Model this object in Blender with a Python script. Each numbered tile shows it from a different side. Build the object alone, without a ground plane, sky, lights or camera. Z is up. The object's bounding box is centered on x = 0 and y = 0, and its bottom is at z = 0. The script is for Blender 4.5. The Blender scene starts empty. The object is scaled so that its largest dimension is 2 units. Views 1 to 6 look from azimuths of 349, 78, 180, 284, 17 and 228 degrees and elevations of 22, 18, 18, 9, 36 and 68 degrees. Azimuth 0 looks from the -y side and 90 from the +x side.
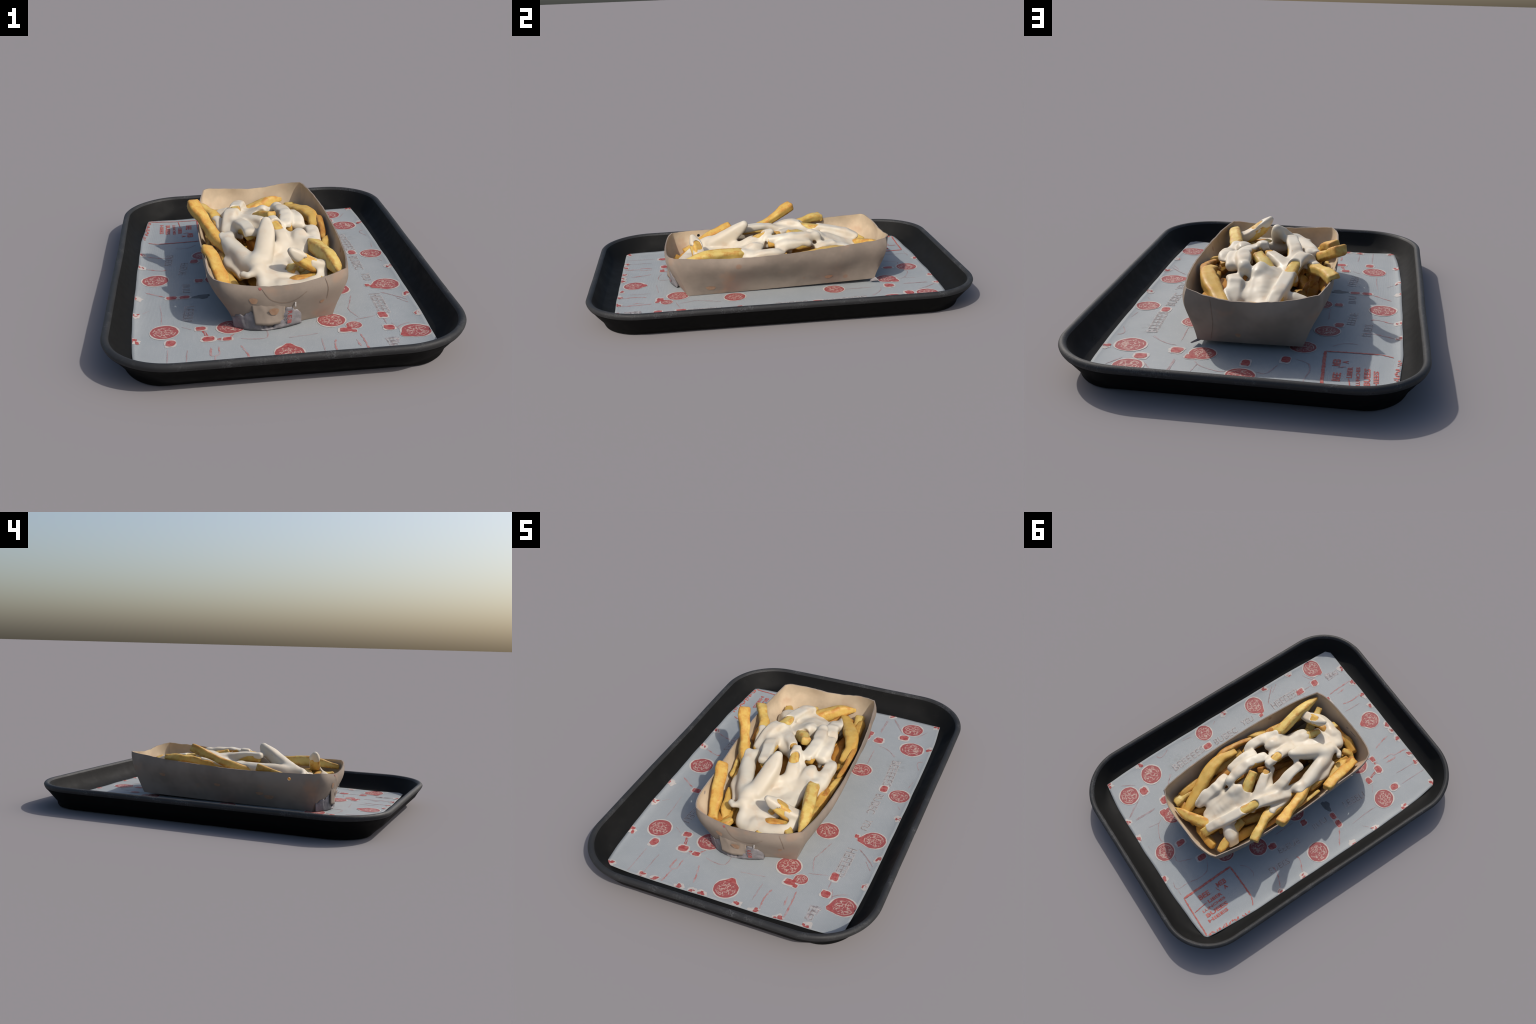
"""Serving tray with a printed paper liner and a kraft carton of fries under white sauce."""
import bpy, bmesh, math, random
import numpy as np
from mathutils import Vector, Matrix, noise as mnoise

random.seed(7)
rng = np.random.default_rng(7)
COLL = bpy.context.scene.collection

# ------------------------------------------------------------------ helpers
def mesh_object(name, verts, faces, mat=None, smooth=True, parent=None, origin=(0, 0, 0)):
    me = bpy.data.meshes.new(name)
    o = Vector(origin)
    me.from_pydata([tuple(Vector(v) - o) for v in verts], [], [tuple(int(i) for i in f) for f in faces])
    me.validate()
    me.update()
    if smooth:
        me.polygons.foreach_set("use_smooth", [True] * len(me.polygons))
    ob = bpy.data.objects.new(name, me)
    ob.location = o
    COLL.objects.link(ob)
    if mat:
        me.materials.append(mat)
    if parent:
        ob.parent = parent
    return ob


def apply_modifiers(ob):
    dg = bpy.context.evaluated_depsgraph_get()
    dg.update()
    me = bpy.data.meshes.new_from_object(ob.evaluated_get(dg))
    ob.modifiers.clear()
    old = ob.data
    ob.data = me
    bpy.data.meshes.remove(old)


def fix_normals(ob):
    bm = bmesh.new()
    bm.from_mesh(ob.data)
    bmesh.ops.recalc_face_normals(bm, faces=bm.faces)
    bm.to_mesh(ob.data)
    bm.free()


def catmull(pts, n):
    """n samples of a Catmull-Rom spline through pts, evenly in arc length."""
    p = np.array(pts, float)
    if len(p) == 2:
        return p[0] + (p[1] - p[0]) * np.linspace(0, 1, n)[:, None]
    q = np.vstack([2 * p[0] - p[1], p, 2 * p[-1] - p[-2]])
    out = []
    for i in range(len(p) - 1):
        a, b, c, d = q[i:i + 4]
        t = np.linspace(0, 1, 20, endpoint=False)[:, None]
        out.append(.5 * (2 * b + (c - a) * t + (2 * a - 5 * b + 4 * c - d) * t ** 2 + (3 * b - a - 3 * c + d) * t ** 3))
    out = np.vstack(out + [p[-1:]])
    s = np.concatenate([[0], np.cumsum(np.linalg.norm(np.diff(out, axis=0), axis=1))])
    u = np.linspace(0, s[-1], n)
    return np.stack([np.interp(u, s, out[:, k]) for k in range(p.shape[1])], 1)


class Nodes:
    """Small wrapper that keeps node graphs readable."""
    def __init__(self, name):
        self.mat = bpy.data.materials.new(name)
        self.mat.use_nodes = True
        self.t = self.mat.node_tree
        self.t.nodes.clear()
        self.out = self.t.nodes.new("ShaderNodeOutputMaterial")
        self.bsdf = self.t.nodes.new("ShaderNodeBsdfPrincipled")
        self.t.links.new(self.bsdf.outputs[0], self.out.inputs[0])
        self.coord = self.t.nodes.new("ShaderNodeTexCoord").outputs["Object"]

    def add(self, kind, **kw):
        n = self.t.nodes.new(kind)
        for k, v in kw.items():
            setattr(n, k, v)
        return n

    def put(self, sock, v):
        if isinstance(v, bpy.types.NodeSocket):
            self.t.links.new(v, sock)
        else:
            if sock.type == "RGBA" and len(v) == 3:
                v = (*v, 1)
            sock.default_value = v

    def mapping(self, scale=(1, 1, 1), rot=(0, 0, 0), loc=(0, 0, 0), vec=None):
        n = self.add("ShaderNodeMapping")
        self.put(n.inputs[0], vec or self.coord)
        n.inputs["Scale"].default_value = scale
        n.inputs["Rotation"].default_value = rot
        n.inputs["Location"].default_value = loc
        return n.outputs[0]

    def noise(self, scale, detail=3, rough=.5, vec=None, distortion=0):
        n = self.add("ShaderNodeTexNoise")
        self.put(n.inputs["Vector"], vec or self.coord)
        n.inputs["Scale"].default_value = scale
        n.inputs["Detail"].default_value = detail
        n.inputs["Roughness"].default_value = rough
        n.inputs["Distortion"].default_value = distortion
        return n.outputs["Fac"]

    def voronoi(self, scale, feature="F1", vec=None, out="Distance", randomness=1):
        n = self.add("ShaderNodeTexVoronoi", feature=feature)
        self.put(n.inputs["Vector"], vec or self.coord)
        n.inputs["Scale"].default_value = scale
        n.inputs["Randomness"].default_value = randomness
        return n.outputs[out]

    def wave(self, scale, vec=None, axis="X", distortion=0):
        n = self.add("ShaderNodeTexWave", bands_direction=axis)
        self.put(n.inputs["Vector"], vec or self.coord)
        n.inputs["Scale"].default_value = scale
        n.inputs["Distortion"].default_value = distortion
        return n.outputs["Fac"]

    def ramp(self, fac, lo, hi, a=0., b=1.):
        n = self.add("ShaderNodeMapRange", interpolation_type="SMOOTHSTEP")
        self.put(n.inputs[0], fac)
        for i, v in enumerate((lo, hi, a, b)):
            n.inputs[1 + i].default_value = v
        return n.outputs[0]

    def math(self, op, a, b=0., clamp=False):
        n = self.add("ShaderNodeMath", operation=op, use_clamp=clamp)
        self.put(n.inputs[0], a)
        self.put(n.inputs[1], b)
        return n.outputs[0]

    def mix(self, fac, a, b):
        n = self.add("ShaderNodeMix", data_type="RGBA")
        self.put(n.inputs["Factor"], fac)
        self.put(n.inputs[6], a)
        self.put(n.inputs[7], b)
        return n.outputs[2]

    def bump(self, height, strength=.3, dist=.002):
        n = self.add("ShaderNodeBump")
        n.inputs["Strength"].default_value = strength
        n.inputs["Distance"].default_value = dist
        self.put(n.inputs["Height"], height)
        self.put(self.bsdf.inputs["Normal"], n.outputs[0])

    def finish(self, color, rough=.6, spec=.5, **kw):
        self.put(self.bsdf.inputs["Base Color"], color)
        self.put(self.bsdf.inputs["Roughness"], rough)
        self.put(self.bsdf.inputs["Specular IOR Level"], spec)
        for k, v in kw.items():
            self.put(self.bsdf.inputs[k], v)
        return self.mat


# ------------------------------------------------------------------ materials
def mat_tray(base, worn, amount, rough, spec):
    n = Nodes("black_plastic")
    streak = n.noise(14, 5, .65)
    fine = n.noise(160, 2, .6)
    m = n.math("MULTIPLY", n.ramp(streak, .45, .75), n.ramp(fine, .4, .65))
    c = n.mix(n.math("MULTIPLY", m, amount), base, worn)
    n.bump(n.math("ADD", fine, streak), .25, .0015)
    return n.finish(c, n.ramp(streak, .3, .7, rough - .06, rough + .08), spec)


def mat_paper():
    n = Nodes("greaseproof_paper")
    v = n.mapping(rot=(0, 0, math.radians(6.8)))
    blotch = n.noise(7, 4, .6)
    weave = n.math("ADD", n.wave(95, v, "X", 2), n.wave(80, v, "Y", 2.5))
    grain = n.noise(260, 2)
    c = n.mix(n.ramp(blotch, .3, .7), (.270, .291, .297), (.298, .315, .320))
    c = n.mix(n.math("MULTIPLY", n.ramp(weave, .3, 1.7), .30), c, (.245, .262, .275))
    c = n.mix(n.math("MULTIPLY", n.ramp(grain, .55, .75), .5), c, (.345, .362, .365))
    # grease stain beside the right-hand lettering
    d = n.add("ShaderNodeVectorMath", operation="DISTANCE")
    n.put(d.inputs[0], n.mapping(scale=(1, 1, 0)))
    d.inputs[1].default_value = (.475, .335, 0)
    stain = n.math("MULTIPLY", n.ramp(d.outputs["Value"], .02, .075, 1, 0), n.ramp(n.noise(30), .4, .6))
    c = n.mix(n.math("MULTIPLY", stain, .45), c, (.19, .20, .19))
    n.bump(n.math("ADD", weave, n.noise(16, 3)), .25, .0012)
    return n.finish(c, .6, .35)


def mat_medallion():
    n = Nodes("red_medallion_ink")
    info = n.add("ShaderNodeObjectInfo")
    comb = n.add("ShaderNodeCombineXYZ")
    n.put(comb.inputs[2], n.math("MULTIPLY", info.outputs["Random"], 40))
    add = n.add("ShaderNodeVectorMath", operation="ADD")
    n.put(add.inputs[0], n.coord)
    n.put(add.inputs[1], comb.outputs[0])
    vec = add.outputs[0]
    ln = n.add("ShaderNodeVectorMath", operation="LENGTH")
    n.put(ln.inputs[0], n.mapping(scale=(1, 1, 0)))
    wob = n.math("ADD", ln.outputs["Value"], n.math("MULTIPLY", n.math("SUBTRACT", n.noise(3, 2, vec=vec), .5), .12))
    warp = n.add("ShaderNodeTexNoise")
    warp.inputs["Scale"].default_value = 2.6
    n.put(warp.inputs["Vector"], vec)
    ws = n.add("ShaderNodeVectorMath", operation="SCALE")
    n.put(ws.inputs[0], warp.outputs["Color"])
    ws.inputs["Scale"].default_value = .55
    wa = n.add("ShaderNodeVectorMath", operation="ADD")
    n.put(wa.inputs[0], vec)
    n.put(wa.inputs[1], ws.outputs[0])
    dv = wa.outputs[0]
    veins = n.ramp(n.voronoi(3.3, "DISTANCE_TO_EDGE", dv), .05, .11, 1, 0)
    veins = n.math("MULTIPLY", veins, n.ramp(wob, .58, .68, 1, 0))
    veins = n.math("MULTIPLY", veins, n.ramp(n.noise(5, 2, vec=vec), .36, .48))
    ring = n.math("MULTIPLY", n.ramp(wob, .67, .70), n.ramp(wob, .735, .765, 1, 0))
    ring = n.math("MULTIPLY", ring, n.ramp(n.noise(2.2, 2, vec=vec), .46, .56))
    line = n.math("MAXIMUM", veins, ring)
    halo = n.ramp(wob, .895, .925)
    red = n.mix(n.noise(4, 3, vec=vec), (.235, .050, .054), (.30, .082, .076))
    c = n.mix(n.math("MULTIPLY", line, .85), red, (.43, .33, .28))
    c = n.mix(halo, c, (.43, .40, .365))
    return n.finish(c, .6, .35)


def mat_ink(name, a, b, scale=60):
    n = Nodes(name)
    return n.finish(n.mix(n.ramp(n.noise(scale, 3), .35, .65), a, b), .6, .3)


def mat_kraft(base=(.385, .305, .24)):
    n = Nodes("kraft_card")
    dk = tuple(c * .80 for c in base)
    lt = tuple(min(1, c * 1.07) for c in base)
    c = n.mix(n.ramp(n.noise(5, 4, .6), .35, .65), dk, lt)
    c = n.mix(n.math("MULTIPLY", n.ramp(n.noise(220, 3, .7), .5, .75), .35), c, tuple(x * .78 for x in base))
    # grease: warm soaked patches and a few round spots
    soak = n.ramp(n.noise(6.5, 3, .55, n.mapping(loc=(3, 1, 2))), .56, .74)
    c = n.mix(n.math("MULTIPLY", soak, .5), c, (.40, .235, .145))
    dots = n.voronoi(9, vec=n.mapping(loc=(.31, .12, .4)))
    pick = n.ramp(n.voronoi(9, vec=n.mapping(loc=(.31, .12, .4)), out="Color"), .70, .72)
    spot = n.math("MULTIPLY", n.ramp(dots, .10, .17, 1, 0), pick)
    c = n.mix(n.math("MULTIPLY", spot, .5), c, (.30, .15, .085))
    n.bump(n.noise(240, 3, .7), .2, .001)
    return n.finish(c, .75, .25)


def mat_tissue():
    n = Nodes("crumpled_tissue")
    c = n.mix(n.ramp(n.noise(18, 4, .6), .3, .7), (.135, .125, .128), (.25, .23, .233))
    n.bump(n.noise(30, 4), .5, .004)
    return n.finish(c, .5, .4)


def mat_fry(name, pale, gold, brown, browned):
    n = Nodes(name)
    info = n.add("ShaderNodeObjectInfo")
    comb = n.add("ShaderNodeCombineXYZ")
    for i in range(3):
        n.put(comb.inputs[i], n.math("MULTIPLY", info.outputs["Random"], 11 + 7 * i))
    add = n.add("ShaderNodeVectorMath", operation="ADD")
    n.put(add.inputs[0], n.coord)
    n.put(add.inputs[1], comb.outputs[0])
    vec = add.outputs[0]
    c = n.mix(n.ramp(n.noise(20, 4, .6, vec), .35, .68), pale, gold)
    geo = n.add("ShaderNodeNewGeometry")
    edge = n.math("MULTIPLY", n.ramp(geo.outputs["Pointiness"], .505, .545), n.ramp(n.noise(34, 3, .6, vec), .38, .62))
    patch = n.ramp(n.noise(11, 4, .65, vec), browned, browned + .2)
    c = n.mix(n.math("MULTIPLY", n.math("MAXIMUM", edge, patch), .8), c, brown)
    freckle = n.ramp(n.voronoi(150, vec=vec), .10, .22, 1, 0)
    c = n.mix(n.math("MULTIPLY", freckle, .22), c, tuple(min(1, x * 1.5) for x in pale))
    warm = n.ramp(info.outputs["Random"], .25, .95)
    c = n.mix(n.math("MULTIPLY", warm, .55), c, tuple(g * k for g, k in zip(gold, (1.0, .82, .62))))
    n.bump(n.noise(120, 4, .6, vec), .35, .002)
    return n.finish(c, n.ramp(n.noise(40, 3, vec=vec), .3, .7, .46, .64), .32, **{"Subsurface Weight": .08, "Subsurface Radius": (.02, .012, .004), "Subsurface Scale": .4})


def mat_sauce():
    n = Nodes("white_sauce")
    c = n.mix(n.ramp(n.noise(9, 3, .5), .35, .65), (.52, .455, .355), (.56, .51, .415))
    tint = n.math("MULTIPLY", n.ramp(n.noise(16, 4, .6), .53, .72), .38)  # warm blotches tinted in for the pinkish tone of the sauce's shade
    c = n.mix(tint, c, (.50, .36, .235))
    fleck = n.math("MULTIPLY", n.ramp(n.voronoi(70), .045, .075, 1, 0), n.ramp(n.voronoi(70, out="Color"), .70, .72))
    c = n.mix(n.math("MULTIPLY", fleck, .8), c, (.12, .11, .07))
    n.bump(n.noise(45, 3), .12, .003)
    return n.finish(c, n.ramp(n.noise(14, 3), .35, .65, .40, .58), .34, **{"Subsurface Weight": .12, "Subsurface Radius": (.02, .014, .009), "Subsurface Scale": .4})


M_TRAY = mat_tray((.0082, .0082, .0078), (.019, .019, .018), .5, .62, .10)
M_SKIRT = mat_tray((.0045, .0045, .0044), (.010, .010, .010), .5, .66, .06)  # blacker than the floor: shade under the rim baked into the skirt colour
M_RIM = mat_tray((.021, .0212, .0217), (.080, .082, .085), .8, .58, .28)  # lighter grey than the skirt and floor, with paler streaks
M_PAPER = mat_paper()
M_MEDAL = mat_medallion()
M_RED = mat_ink("red_ink", (.27, .045, .045), (.34, .11, .10))
M_STAMP = mat_ink("stamp_red", (.33, .065, .055), (.40, .14, .115))
M_HALO = mat_ink("pale_halo", (.38, .36, .34), (.44, .40, .37))
M_LINE = mat_ink("faint_red_ink", (.27, .19, .19), (.315, .27, .275), 25)
M_LINERED = mat_ink("thin_red_ink", (.33, .14, .13), (.33, .26, .26), 30)
M_TEXT = mat_ink("grey_ink", (.175, .155, .155), (.31, .30, .305), 55)
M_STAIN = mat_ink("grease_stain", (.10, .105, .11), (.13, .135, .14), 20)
M_KRAFT = mat_kraft((.275, .222, .177))  # outer card darkened to carry the shading of the outside walls
M_KRAFT_IN = mat_kraft((.53, .42, .29))  # same card lightened inside, matched to sun on the end wall
M_TISSUE = mat_tissue()
M_FRIES = [
    mat_fry("fried_potato_pale", (.56, .425, .135), (.51, .345, .082), (.42, .19, .036), .58),
    mat_fry("fried_potato_golden", (.55, .385, .105), (.50, .300, .062), (.41, .165, .030), .52),
    mat_fry("fried_potato_browned", (.49, .29, .065), (.44, .210, .038), (.31, .11, .020), .47),
]
M_SAUCE = mat_sauce()

# ------------------------------------------------------------------ tray
TH = -.1228                                   # the tray is turned a little
CX, CY = 0., 0.
ct, st = math.cos(TH), math.sin(TH)


def tray_xy(x, y):
    return CX + ct * x - st * y, CY + st * x + ct * y


def rounded_loop(W, L, R, n_arc=26, n_x=22, n_y=34):
    pts = []
    for cx, cy, a0, n_side in ((W - R, L - R, 0, n_x), (-(W - R), L - R, 90, n_y), (-(W - R), -(L - R), 180, n_x), (W - R, -(L - R), 270, n_y)):
        arc = [(cx + R * math.cos(math.radians(a0 + 90 * i / n_arc)), cy + R * math.sin(math.radians(a0 + 90 * i / n_arc))) for i in range(n_arc + 1)]
        pts += arc
        ex, ey = arc[-1]
        d = {0: (-2 * (W - R), 0), 90: (0, -2 * (L - R)), 180: (2 * (W - R), 0), 270: (0, 2 * (L - R))}[a0]
        pts += [(ex + d[0] * k / n_side, ey + d[1] * k / n_side) for k in range(1, n_side)]
    return pts


TW, TL, TR = .6765, .9575, .281
# inset from the outermost edge on the straight sides, inset at the corners, height:
# from under the base, up the skirt, over the rim, down to the floor
PROFILE = [
    (.30, .26, .0045), (.18, .16, .0045), (.130, .118, .003), (.104, .096, .0008), (.088, .084, .0), (.080, .076, .003), (.075, .073, .009), (.067, .071, .018), (.058, .068, .027),
    (.047, .060, .037), (.036, .047, .053), (.027, .034, .069), (.018, .021, .085), (.010, .010, .096), (.0055, .005, .103), (.0015, .0015, .111), (0, 0, .1175),
    (.0025, .0025, .1240), (.0075, .0075, .1285), (.014, .014, .1305), (.0200, .0195, .1295), (.0250, .024, .126), (.0290, .029, .119), (.0340, .036, .107),
    (.0420, .046, .090), (.0520, .057, .073), (.066, .067, .0575), (.083, .075, .0455), (.102, .084, .0370), (.122, .096, .0315), (.140, .110, .030), (.165, .13, .030), (.30, .26, .030)]


def tray_loop(ds, dc, z, inner=False):
    """Rounded rectangle inset by ds along the sides and dc at the corners; the ends stand a little further in at the foot."""
    out = []
    for (x, y), (nx, ny) in zip(LOOP, LOOP_N):
        w = abs(2 * nx * ny)
        w = w * w * (3 - 2 * w)
        d = ds + (dc - ds) * w
        if abs(ny) > .5:
            d += (1 - w) * (.012 * max(0, 1 - z / .06) if ds > .04 and dc > ds - .03 and z < .055 and not inner else 0)
        out.append((*tray_xy(x - nx * d, y - ny * d), z))
    return out


LOOP = rounded_loop(TW, TL, TR)
LOOP_N = []
for x, y in LOOP:
    ex, ey = max(0, abs(x) - (TW - TR)), max(0, abs(y) - (TL - TR))
    if ex > 1e-6 and ey > 1e-6:
        L = math.hypot(ex, ey)
        LOOP_N.append((math.copysign(ex / L, x), math.copysign(ey / L, y)))
    else:
        LOOP_N.append((math.copysign(1, x), 0) if abs(x) > TW - 1e-4 else (0, math.copysign(1, y)))
loops = [tray_loop(*p, inner=i > 18) for i, p in enumerate(PROFILE)]
nl = len(loops[0])
verts = [p for lp in loops for p in lp]


def wobble(p):
    v = Vector(p)
    w = mnoise.noise_vector(v * 2.2) * .0022 + mnoise.noise_vector(v * 9) * .0007
    return (p[0] + w.x, p[1] + w.y, max(0., p[2] + w.z * (.6 if p[2] > .05 else .1)))


verts = [wobble(p) for p in verts]


def loft_faces(i0, i1):
    return [(i * nl + k, i * nl + (k + 1) % nl, (i + 1) * nl + (k + 1) % nl, (i + 1) * nl + k) for i in range(i0, i1) for k in range(nl)]


RIM0, RIM1 = 14, 22
tray_root = bpy.data.objects.new("serving_tray", None)
COLL.objects.link(tray_root)
tray_root["label"] = "black plastic serving tray with rounded corners and rolled rim"
tray_root["category"] = "serving tray"


def tray_part(name, i0, i1, mat, cap_lo=False, cap_hi=False):
    vs = verts[i0 * nl:(i1 + 1) * nl]
    fs = [tuple(j - i0 * nl for j in f) for f in loft_faces(i0, i1)]
    if cap_lo:
        fs.append(tuple(range(nl))[::-1])
    if cap_hi:
        fs.append(tuple(range((i1 - i0) * nl, (i1 - i0 + 1) * nl)))
    return mesh_object(name, vs, fs, mat, parent=tray_root)


whole = mesh_object("whole", verts, loft_faces(0, len(loops) - 1) + [tuple(range(nl))[::-1], tuple(range((len(loops) - 1) * nl, len(loops) * nl))])
wn = [tuple(v.vector) for v in whole.data.vertex_normals]
bpy.data.objects.remove(whole)
for name, i0, i1, mat, lo, hi in (("base", 0, RIM0, M_SKIRT, True, False), ("rim", RIM0, RIM1, M_RIM, False, False), ("floor", RIM1, len(loops) - 1, M_TRAY, False, True)):
    ob = tray_part(name, i0, i1, mat, lo, hi)
    if not (lo or hi):
        pass
    ob.data.normals_split_custom_set_from_vertices([wn[j + i0 * nl] for j in range(len(ob.data.vertices))])

# ------------------------------------------------------------------ paper liner
PA = math.radians(-6.8)
pc, ps = math.cos(PA), math.sin(PA)
PCX, PCY, PHX, PHY = -.003, -.008, .553, .818


def paper_world(u, v):
    return PCX + pc * u - ps * v, PCY + ps * u + pc * v


def paper_local(x, y):
    x, y = x - PCX, y - PCY
    return pc * x + ps * y, -ps * x + pc * y


FLOOR_D = [.05, .066, .083, .102, .122, .140, .2]
FLOOR_Z = [.076, .0575, .0455, .0370, .0315, .030, .030]


def edge_u(v, sign):
    """Half width of the sheet at v: the long edges bow outwards between the corners."""
    return PHX + (.018 if sign > 0 else .031) * max(0, 1 - abs(v / PHY) ** 4) + .003 * mnoise.noise((sign * 3, v * 7, 5))


def edge_v(u, sign):
    return PHY + (.026 if sign > 0 else .006) * max(0, 1 - abs(u / PHX) ** 4) + .003 * mnoise.noise((u * 7, sign * 3, 9))


def clamp_uv(u, v, m):
    u = max(-edge_u(v, -1) + m, min(edge_u(v, 1) - m, u))
    return u, max(-edge_v(u, -1) + m, min(edge_v(u, 1) - m, v))


def paper_z(x, y):
    tx, ty = ct * x + st * y, -st * x + ct * y
    d = min(TW - abs(tx), TL - abs(ty))
    fl = float(np.interp(d, FLOOR_D, FLOOR_Z))
    u, v = paper_local(x, y)
    c = max(0, abs(u) / PHX - .75) * max(0, abs(v) / PHY - .8) * .16
    return .0327 + max(0, fl - .0300) * 1.05 + c + .0006 * mnoise.noise((x * 5, y * 5, 3.1))


NU, NV = 90, 130
pv, pf = [], []
for j in range(NV + 1):
    for i in range(NU + 1):
        u, v = PHX * (2 * i / NU - 1), PHY * (2 * j / NV - 1)
        ru = u * edge_u(v, 1 if u > 0 else -1) / PHX
        rv = v * edge_v(u, 1 if v > 0 else -1) / PHY
        x, y = paper_world(ru, rv)
        pv.append((x, y, paper_z(x, y)))
for j in range(NV):
    for i in range(NU):
        a = j * (NU + 1) + i
        pf.append((a, a + 1, a + NU + 2, a + NU + 1))
liner = mesh_object("paper_liner", pv, pf, M_PAPER)
so = liner.modifiers.new("s", "SOLIDIFY")
so.thickness, so.offset = .0014, -1
apply_modifiers(liner)
liner["label"] = "grey-blue greaseproof paper liner with red printed medallions and lettering"
liner["category"] = "paper tray liner"


# printed medallions: centre, radius, direction of a pointed red tail (degrees) or None
def medallion(x, y, r, turn):
    vs, fs, n, rings = [(0, 0, 0)], [], 48, 8
    sx, sy = r * random.uniform(.88, .94), r * random.uniform(.88, .94)
    c, q = math.cos(turn), math.sin(turn)
    z0 = paper_z(x, y) + .0012
    for k in range(1, rings + 1):
        for i in range(n):
            a = 2 * math.pi * i / n
            e = (1 + .03 * math.sin(2 * a + .7) + .02 * math.sin(3 * a)) * k / rings
            px, py = e * math.cos(a) * sx, e * math.sin(a) * sy
            u, v = paper_local(x + c * px - q * py, y + q * px + c * py)
            wx, wy = paper_world(*clamp_uv(u, v, .003))
            dx, dy = wx - x, wy - y
            vs.append(((c * dx + q * dy) / sx, (-q * dx + c * dy) / sy, paper_z(wx, wy) + .0012 - z0))
    for i in range(n):
        fs.append((0, 1 + i, 1 + (i + 1) % n))
        for k in range(rings - 1):
            p, w = 1 + k * n, 1 + (k + 1) * n
            fs.append((p + i, w + i, w + (i + 1) % n, p + (i + 1) % n))
    ob = mesh_object("printed_medallion", vs, fs, M_MEDAL, parent=liner)
    ob.location = (x, y, z0)
    ob.rotation_euler = (0, 0, turn)
    ob.scale = (sx, sy, 1)
    return ob


MEDALLIONS = [
    (.524, .496, .072, None), (.501, .680, .066, None), (.526, .083, .060, None), (.467, -.272, .068, 190), (.423, -.717, .066, 200),
    (-.084, -.750, .064, 80), (-.514, -.456, .066, None), (-.253, -.484, .066, None), (.088, .733, .066, None), (-.246, .306, .062, None),
    (-.144, .473, .062, None), (-.499, .062, .072, None), (-.230, .003, .062, None), (.304, .249, .062, None), (.248, -.262, .064, None),
    (.139, -.540, .065, None), (.211, -.606, .036, 215), (.240, .558, .062, None)]
for x, y, r, tail in MEDALLIONS:
    medallion(x, y, r, random.uniform(0, 6.28))


def flat_print(name, polys, mat, lift, kind=None):
    """Ink shapes laid on the paper: each polygon is a list of (x, y)."""
    vs, fs = [], []
    for poly in polys:
        b = len(vs)
        vs += [(x, y, paper_z(x, y) + lift) for x, y in poly]
        fs.append(tuple(range(b, b + len(poly))))
    ob = mesh_object(name, vs, fs, mat, parent=liner)
    fix_up(ob)
    ob["kind"] = kind or "stuff"
    return ob


def fix_up(ob):
    bm = bmesh.new()
    bm.from_mesh(ob.data)
    for f in bm.faces:
        f.normal_update()
        if f.normal.z < 0:
            f.normal_flip()
    bm.to_mesh(ob.data)
    bm.free()


def blotch(x, y, rx, ry, ang, rough=.18, n=14, squarish=0.):
    out = []
    for i in range(n):
        a = 2 * math.pi * i / n
        k = 1 / max(abs(math.cos(a)), abs(math.sin(a))) if squarish else 1
        r = (1 - squarish) + squarish * min(k, 1.3)
        r *= 1 + random.uniform(-rough, rough)
        px, py = rx * r * math.cos(a), ry * r * math.sin(a)
        out.append((x + px * math.cos(ang) - py * math.sin(ang), y + px * math.sin(ang) + py * math.cos(ang)))
    return out


# small red squares beside the medallions
DOTS = [(.468, .594, 22, 20), (.444, .123, 17, 22), (.387, -.263, 10, 12), (.334, -.662, 18, 18), (.349, -.551, 16, 22), (-.286, -.579, 16, 12), (-.356, -.559, 22, 18),
        (-.371, -.466, 18, 14), (-.501, -.555, 17, 22), (.280, .595, 20, 14), (.341, .542, 20, 18), (.073, .630, 15, 24), (-.076, .594, 16, 24), (-.396, -.151, 20, 13), (-.450, -.145, 22, 14),
        (-.311, .007, 16, 16), (-.298, .240, 17, 20), (.168, -.636, 22, 16), (.341, .531, 22, 18), (.287, .586, 14, 14), (.196, -.652, 10, 10)]
halos, reds = [], []
for x, y, r, tail in MEDALLIONS:
    if tail is not None:
        a = math.radians(tail)
        d, p = Vector((math.cos(a), math.sin(a))), Vector((-math.sin(a), math.cos(a)))
        for k, out in ((1.18, halos), (1., reds)):
            q = r * .84
            tri = [Vector((x, y)) + d * q * (1.0 + .30 * k) + p * .16 * q * k, Vector((x, y)) + d * q * (1.0 + .30 * k) - p * .16 * q * k, Vector((x, y)) + d * q * .80 - p * q * .55 * k, Vector((x, y)) + d * q * .80 + p * q * .55 * k]
            out.append([tuple(v) for v in tri])
for x, y, a, b in DOTS:
    halos.append(blotch(x, y, a * .00145, b * .00145, PA, .10, 16, .6))
    reds.append(blotch(x, y, a * .00108, b * .00108, PA, .14, 14, .7))
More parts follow.
